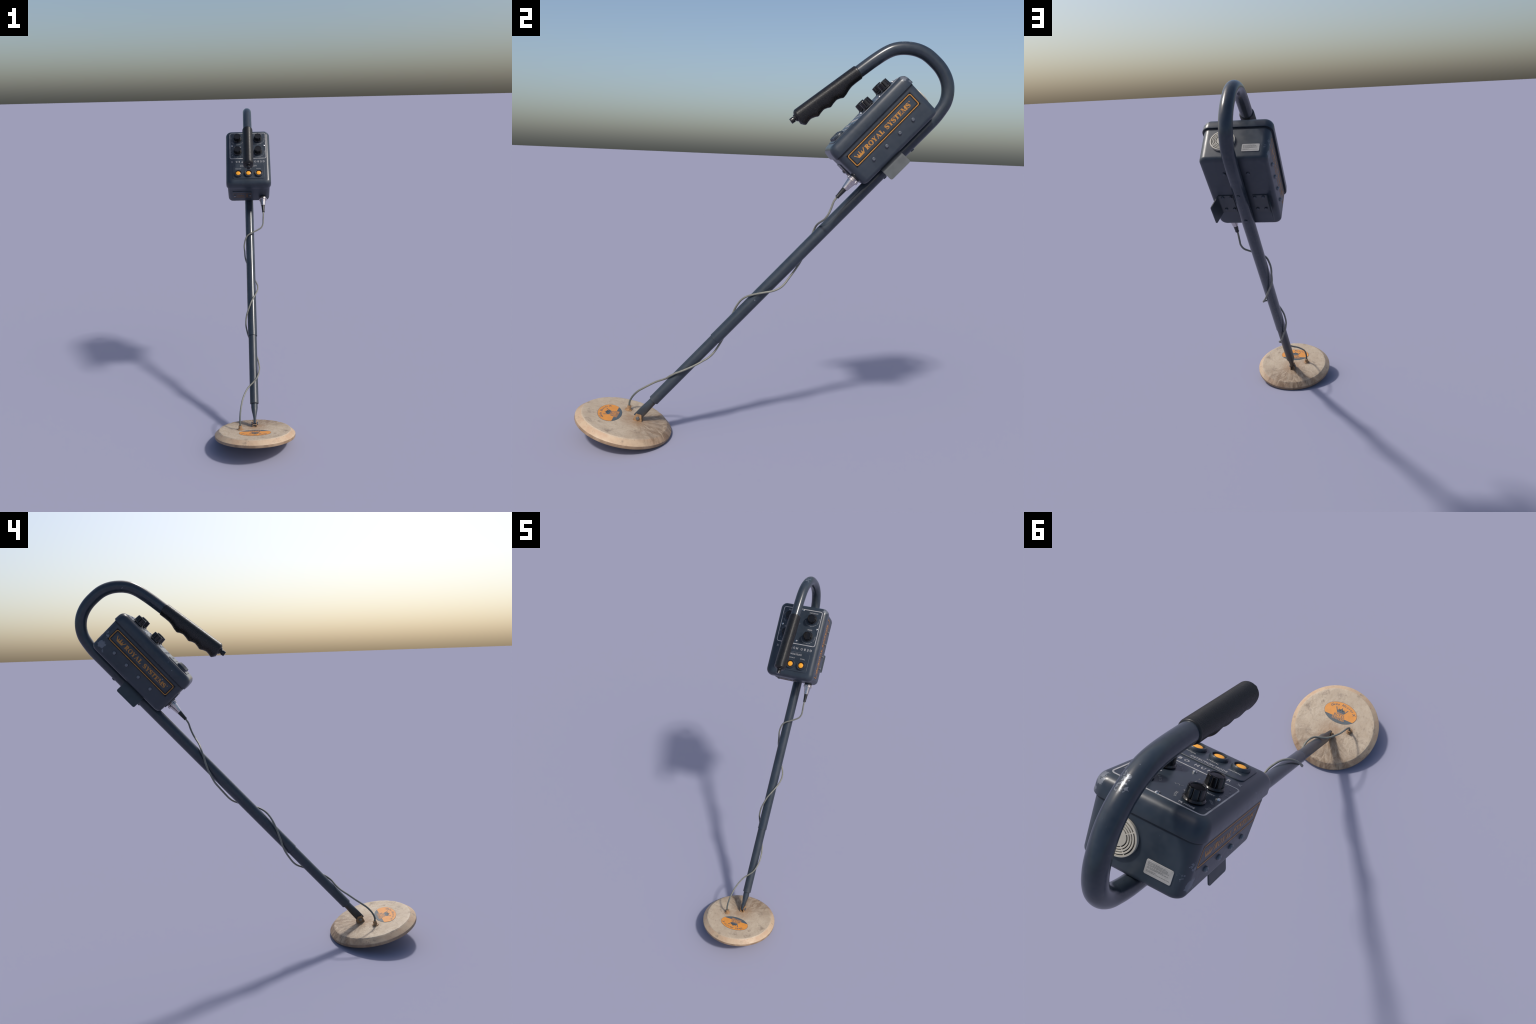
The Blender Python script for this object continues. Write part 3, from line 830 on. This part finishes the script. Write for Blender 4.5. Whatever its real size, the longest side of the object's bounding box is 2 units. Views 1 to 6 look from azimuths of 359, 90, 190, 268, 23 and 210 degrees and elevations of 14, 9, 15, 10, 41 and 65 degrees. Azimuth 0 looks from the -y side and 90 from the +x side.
    for (x0, y0, x1, y1) in ((0.055, 0.0612, -0.062, 0.0612), (0.1137, 0.040, 0.1137, -0.046)):
        m = 26
        pts = [(x0 + (x1 - x0) * i / m, y0 + (y1 - y0) * i / m) for i in range(m + 1)]
        w = [max(0.0002, 0.0010 + 0.0012 * noise.noise(Vector((i * 0.55, x0 * 50, 0)))) for i in range(m + 1)]
        ribbon(bm, pts, w, 0.0033, 0.001, Matrix.Translation((0.0008, 1.4085, PQ)))
    add('plate_edge_wear', finish(bm, 'plate_edge_wear'), box, M_FAINT, stuff=True)

    # ---- side walls: logo, frame, bolts
    for sx in (1, -1):
        W = axis_matrix((sx * 0.1514, 1.5405, 0.1515), (sx, 0, 0), (0, sx, 0))
        # follow the slight draft of the wall
        W = W @ Matrix.Rotation(radians(0.68), 4, 'X')
        bm = bmesh.new()
        frame_line(bm, 0.1960, 0.0328, 0.0100, 0.0040, 0.00028, 0.003, W)
        crown(bm, 0.055, 0.0275, 0.00028, 0.003, W @ Matrix.Translation((-0.1450, -0.0005, 0)))
        serif_text(bm, 'ROYAL', 0.0225, 0.112, 0.00028, 0.003, W @ Matrix.Translation((-0.0565, -0.0005, 0)))
        serif_text(bm, 'SYSTEMS', 0.0225, 0.150, 0.00028, 0.003, W @ Matrix.Translation((0.0880, -0.0005, 0)))
        d = 0.0026
        prism(bm, [(0.1690 + d * cos(a * pi / 5), 0.0085 + d * sin(a * pi / 5)) for a in range(10)], 0.00028, 0.003, W)
        add('side_logo', finish(bm, 'side_logo'), box, M_ORANGE, stuff=True)
    riv = bmesh.new()
    lathe([(0.0088, -0.003), (0.0088, 0.0030), (0.0080, 0.0058), (0.0058, 0.0078), (0.0036, 0.0080), (0.0030, 0.0066), (0.0, 0.0064)], 20, bm=riv)
    riv = finish(riv, 'side_bolt', 30)
    riv.materials.append(M_BOLT)
    for sx in (1, -1):
        for s in (1.4210, 1.5030, 1.5850, 1.6675):
            add('side_bolt', riv, box, None, axis_matrix((sx * 0.1506, s, 0.0895), (sx, 0, 0), (0, 1, 0)))

    # ---- front end plate with its small orange badge
    def front(x, q):
        return axis_matrix((x, 1.3072, q), (0, -1, 0), (1, 0, 0))
    bm = plate(0.0690, 0.0470, 0.004, 0.0045, 0.0010)
    add('name_plate', finish(bm, 'name_plate', 20), box, M_PANEL, front(-0.0490, 0.1205))
    bm = bmesh.new()
    F = front(-0.0475, 0.1205) @ Matrix.Translation((0, 0, 0.0045))
    frame_line(bm, 0.0630, 0.0280, 0.003, 0.0024, 0.0006, 0.002, F)
    sans(bm, 'Gebo', F @ Matrix.Translation((-0.0150, 0.0020, 0)), 0.0240, 0.058, 0.0006, 0.002, shear=0.4, bold=0.015)
    for k in range(9):
        ribbon(bm, [(-0.032 + 0.0055 * k, -0.0185), (-0.0285 + 0.0055 * k, -0.0185)], [0.0042, 0.0042], 0.0006, 0.001, F)
    for y in (-0.013, -0.002, 0.010):
        ribbon(bm, [(0.026, y), (0.040, y)], [0.0060, 0.0060], 0.0006, 0.001, F)
    add('name_plate_print', finish(bm, 'name_plate_print'), box, M_DULLORANGE, stuff=True)
    ps = finish(lathe([(0.0078, -0.001), (0.0078, 0.0042), (0.0068, 0.0058), (0.0, 0.0066)], 20), 'plate_screw', 30)
    ps.materials.append(M_BOLT)
    for x in (-0.1030, 0.0080):
        add('plate_screw', ps, box, None, front(x, 0.1185) @ Matrix.Translation((0, 0, 0.0044)))

    # ---- connector
    C = axis_matrix((0.1000, 1.3075, 0.0855), (0.012, -1, -0.045), (1, 0, 0))
    bm = lathe([(0.0245, -0.002), (0.0245, 0.0060), (0.0225, 0.0075), (0.0, 0.0075)], 32, M=C)
    add('connector_socket', finish(bm, 'connector_socket'), box, M_BOOT)
    bm = bmesh.new()
    nut = lambda a: 1.0 - 0.07 * (1 if (a * 12 / (2 * pi)) % 1.0 < 0.35 else 0)
    rings = [circ(r, z, 112, fn=nut if k else None) for r, z, k in ((0.018, 0.0065, 0), (0.0255, 0.0068, 0), (0.0265, 0.0080, 0), (0.0265, 0.0100, 0), (0.0245, 0.0104, 0), (0.0245, 0.0118, 0), (0.0278, 0.0122, 1), (0.0290, 0.0138, 1), (0.0290, 0.0235, 1), (0.0278, 0.0250, 1), (0.0225, 0.0253, 0))]
    rings += [circ(r, z, 112) for r, z in ((0.0222, 0.0275), (0.0205, 0.035), (0.0170, 0.056), (0.0162, 0.0625), (0.0150, 0.0715), (0.0140, 0.0725), (0.0100, 0.0727))]
    loft(bm, [[C @ p for p in r] for r in rings])
    add('connector_plug', finish(bm, 'connector_plug', 30), box, M_CHROME)
    bm = lathe([(0.0128, 0.070), (0.0124, 0.074), (0.0092, 0.118), (0.0098, 0.1205), (0.0098, 0.1245), (0.0086, 0.1255), (0.0, 0.1256)], 24, M=C)
    add('connector_boot', finish(bm, 'connector_boot', 30), box, M_BOOT)

    # ---- back: speaker grille and rating label
    bm = bmesh.new()
    S = axis_matrix((0.0520, 1.7766, 0.1315), (0, 1, 0), (-1, 0, 0))
    lathe([(0.0555, -0.002), (0.0555, 0.0075), (0.0545, 0.0088), (0.0500, 0.0092), (0.0498, 0.0050), (0.0, 0.0050)], 64, M=S, bm=bm)
    sp = add('speaker_grille', finish(bm, 'speaker_grille', 30), box, M_CREAM)
    bm = bmesh.new()
    lathe([(0.0499, 0.0), (0.0499, 0.0056), (0.0, 0.0056)], 48, M=S, bm=bm)  # dark disc behind the rings, stands in for the open slots
    add('speaker_dark_disc', finish(bm, 'speaker_dark_disc'), box, M_SLOTDARK)
    bm = bmesh.new()
    lathe([(0.0258, 0.003), (0.0258, 0.0086), (0.0250, 0.0092), (0.0, 0.0092)], 48, M=S, bm=bm)
    for r0, r1 in ((0.0287, 0.0330), (0.0355, 0.0398), (0.0423, 0.0466)):
        rings = [circ(r0, 0.003, 56), circ(r0, 0.0088, 56), circ(r0 + 0.0006, 0.0092, 56), circ(r1 - 0.0006, 0.0092, 56), circ(r1, 0.0088, 56), circ(r1, 0.003, 56)]
        loft(bm, [[S @ p for p in r] for r in rings], cap0=False, cap1=False)
    for a in (37, 127, 217, 307):
        R = S @ Matrix.Rotation(radians(a), 4, 'Z')
        pts = [(0.024, -0.0014), (0.0508, -0.0014), (0.0508, 0.0014), (0.024, 0.0014)]
        prism(bm, pts, 0.0089, 0.005, R)
    add('speaker_rings', finish(bm, 'speaker_rings', 30), box, M_CREAM)

    B = axis_matrix((-0.0752, 1.7770, 0.0900), (0, 1, 0), (-1, 0, 0))
    bm = plate(0.0385, 0.0208, 0.0045, 0.0012, 0.0003)
    add('rating_label', finish(bm, 'rating_label', 20), box, M_LABEL, B)
    bm = bmesh.new()
    rng = random.Random(3)
    for row, (y, x_end) in enumerate(((0.0145, 0.016), (0.0115, 0.024), (0.0082, 0.020), (0.0052, 0.028), (0.0010, 0.012), (-0.0020, 0.024), (-0.0085, -0.004), (-0.0115, 0.030))):
        x = -0.0330
        while x < x_end:
            w = rng.uniform(0.0020, 0.0075)
            ribbon(bm, [(x, y), (min(x + w, x_end + 0.003), y)], [0.0017, 0.0017], 0.0015, 0.001, B)
            x += w + rng.uniform(0.0010, 0.0022)
    add('label_print', finish(bm, 'label_print'), box, M_INK, stuff=True)

    # ---- underside brackets with flared lugs
    rv = finish(lathe([(0.0072, -0.001), (0.0072, 0.0026), (0.0060, 0.0046), (0.0, 0.0054)], 18), 'bracket_rivet', 30)
    rv.materials.append(M_RIVET)
    for sx in (1, -1):
        bm = bmesh.new()
        s0, s1 = 1.4130, 1.5340
        t = 0.0042
        # profile across x: flat foot against the box, bent down into the lug
        prof = [(0.0460, 0.0305), (0.0980, 0.0305), (0.1100, 0.0300), (0.1160, 0.0270), (0.1195, 0.0215), (0.1265, 0.0), (0.1405, -0.0395)]
        inner = [(0.0460, 0.0263), (0.0975, 0.0263), (0.1085, 0.0258), (0.1125, 0.0238), (0.1155, 0.0195), (0.1225, -0.002), (0.1365, -0.0405)]
        cut = [0, 0, 0, 0, 0, 0, 0.0]
        def ring(s_off):
            return None
        secs = []
        for (a, b) in zip(prof, inner):
            secs.append((a, b))
        rings = []
        for k, (a, b) in enumerate(secs):
            rings.append([Vector((sx * a[0], s0, a[1])), Vector((sx * a[0], s1, a[1])), Vector((sx * b[0], s1, b[1])), Vector((sx * b[0], s0, b[1]))])
        # rounded free corners
        a, b = secs[-1]
        a1, b1 = secs[-2]
        rings.pop()
        for i in range(6):
            ph = radians(90.0 * i / 5)
            r = 0.009
            f = 1.0 - (r * (1 - sin(ph))) / 0.042
            ins = r * (1 - cos(ph))
            pa = (a1[0] + (a[0] - a1[0]) * f, a1[1] + (a[1] - a1[1]) * f)
            pb = (b1[0] + (b[0] - b1[0]) * f, b1[1] + (b[1] - b1[1]) * f)
            rings.append([Vector((sx * pa[0], s0 + ins, pa[1])), Vector((sx * pa[0], s1 - ins, pa[1])), Vector((sx * pb[0], s1 - ins, pb[1])), Vector((sx * pb[0], s0 + ins, pb[1]))])
        loft(bm, rings)
        add('lug_bracket', finish(bm, 'lug_bracket', 30), box, M_BRACKET)
        for x in (0.0550, 0.0935):
            for s in (1.5225, 1.4378):
                add('bracket_rivet', rv, box, None, axis_matrix((sx * x, s, 0.0263), (0, 0, -1)))
        add('bracket_rivet', rv, box, None, axis_matrix((sx * 0.0530, 1.6810, 0.0302), (0, 0, -1)) @ Matrix.Diagonal((1.12, 1.12, 1.1, 1)))
    return box

# ================================================================== CABLE
CABLE = [(-0.0910, -0.3560, 0.0470), (-0.0906, -0.3450, 0.0560), (-0.0900, -0.3250, 0.0710), (-0.0893, -0.2980, 0.0797), (-0.0872, -0.2710, 0.0820), (-0.0843, -0.2450, 0.0800), (-0.0795, -0.2170, 0.0735), (-0.0711, -0.1770, 0.0630),
         (-0.0540, -0.1310, 0.0510), (-0.0330, -0.0940, 0.0390), (-0.0040, -0.0630, 0.0335), (0.0205, -0.0340, 0.0322), (0.0335, -0.0010, 0.0247), (0.0398, 0.0360, 0.0095), (0.0382, 0.0670, -0.0040),
         (0.0320, 0.1050, -0.0195), (0.0215, 0.1400, -0.0320), (0.0090, 0.1700, -0.0425), (-0.0010, 0.2000, -0.0455), (-0.0155, 0.2470, -0.0390), (-0.0305, 0.2880, -0.0295), (-0.0385, 0.3220, -0.0170),
         (-0.0423, 0.3460, -0.0055), (-0.0404, 0.3780, 0.0085), (-0.0340, 0.4100, 0.0225), (-0.0180, 0.4530, 0.0375), (-0.0010, 0.4950, 0.0445), (0.0145, 0.5250, 0.0415), (0.0288, 0.5570, 0.0285),
         (0.0431, 0.6010, 0.0025), (0.0444, 0.6490, -0.0310), (0.0346, 0.6840, -0.0455), (0.0230, 0.7100, -0.0480), (0.0132, 0.7320, -0.0465), (-0.0103, 0.7930, -0.0405), (-0.0290, 0.8370, -0.0340),
         (-0.0375, 0.8700, -0.0240), (-0.0400, 0.9100, -0.0105), (-0.0420, 0.9450, 0.0050), (-0.0360, 0.9760, 0.0210), (-0.0225, 1.0070, 0.0350), (0.0000, 1.0250, 0.0415), (0.0260, 1.0380, 0.0440),
         (0.0610, 1.0570, 0.0445), (0.0840, 1.0740, 0.0455), (0.0965, 1.1000, 0.0510), (0.0990, 1.1300, 0.0625), (0.1010, 1.1580, 0.0755), (0.1014, 1.1850, 0.0800)]

def build_cable():
    # anchor the lower end in the gland, rising along the coil normal
    inv = FRAME.inverted()
    g0 = inv @ (COIL @ Vector((-0.0890, -0.0030, 0.0180)))
    g1 = inv @ (COIL @ Vector((-0.0892, -0.0050, 0.0400)))
    pts = [g0] + [Vector((p[0] - X0, p[1], p[2])) for p in CABLE[2:]]
    # keep the cable clear of the shaft it winds round
    out = []
    for p in pts:
        rad = hypot(p.x, p.z)
        lim = (0.0303 if p.y > 0.25 else 0.0270) + 0.0055
        if p.y > -0.18 and rad < lim:
            p = Vector((p.x * lim / rad, p.y, p.z * lim / rad))
        out.append(p)
    path = catmull(out, 7)
    bm = bmesh.new()
    sweep(bm, path, 0.0050, 14)
    return add('cable', finish(bm, 'cable', 60), ROOT, M_CABLE, FRAME)

build_coil()
build_shaft()
build_grip()
build_box()
build_cable()
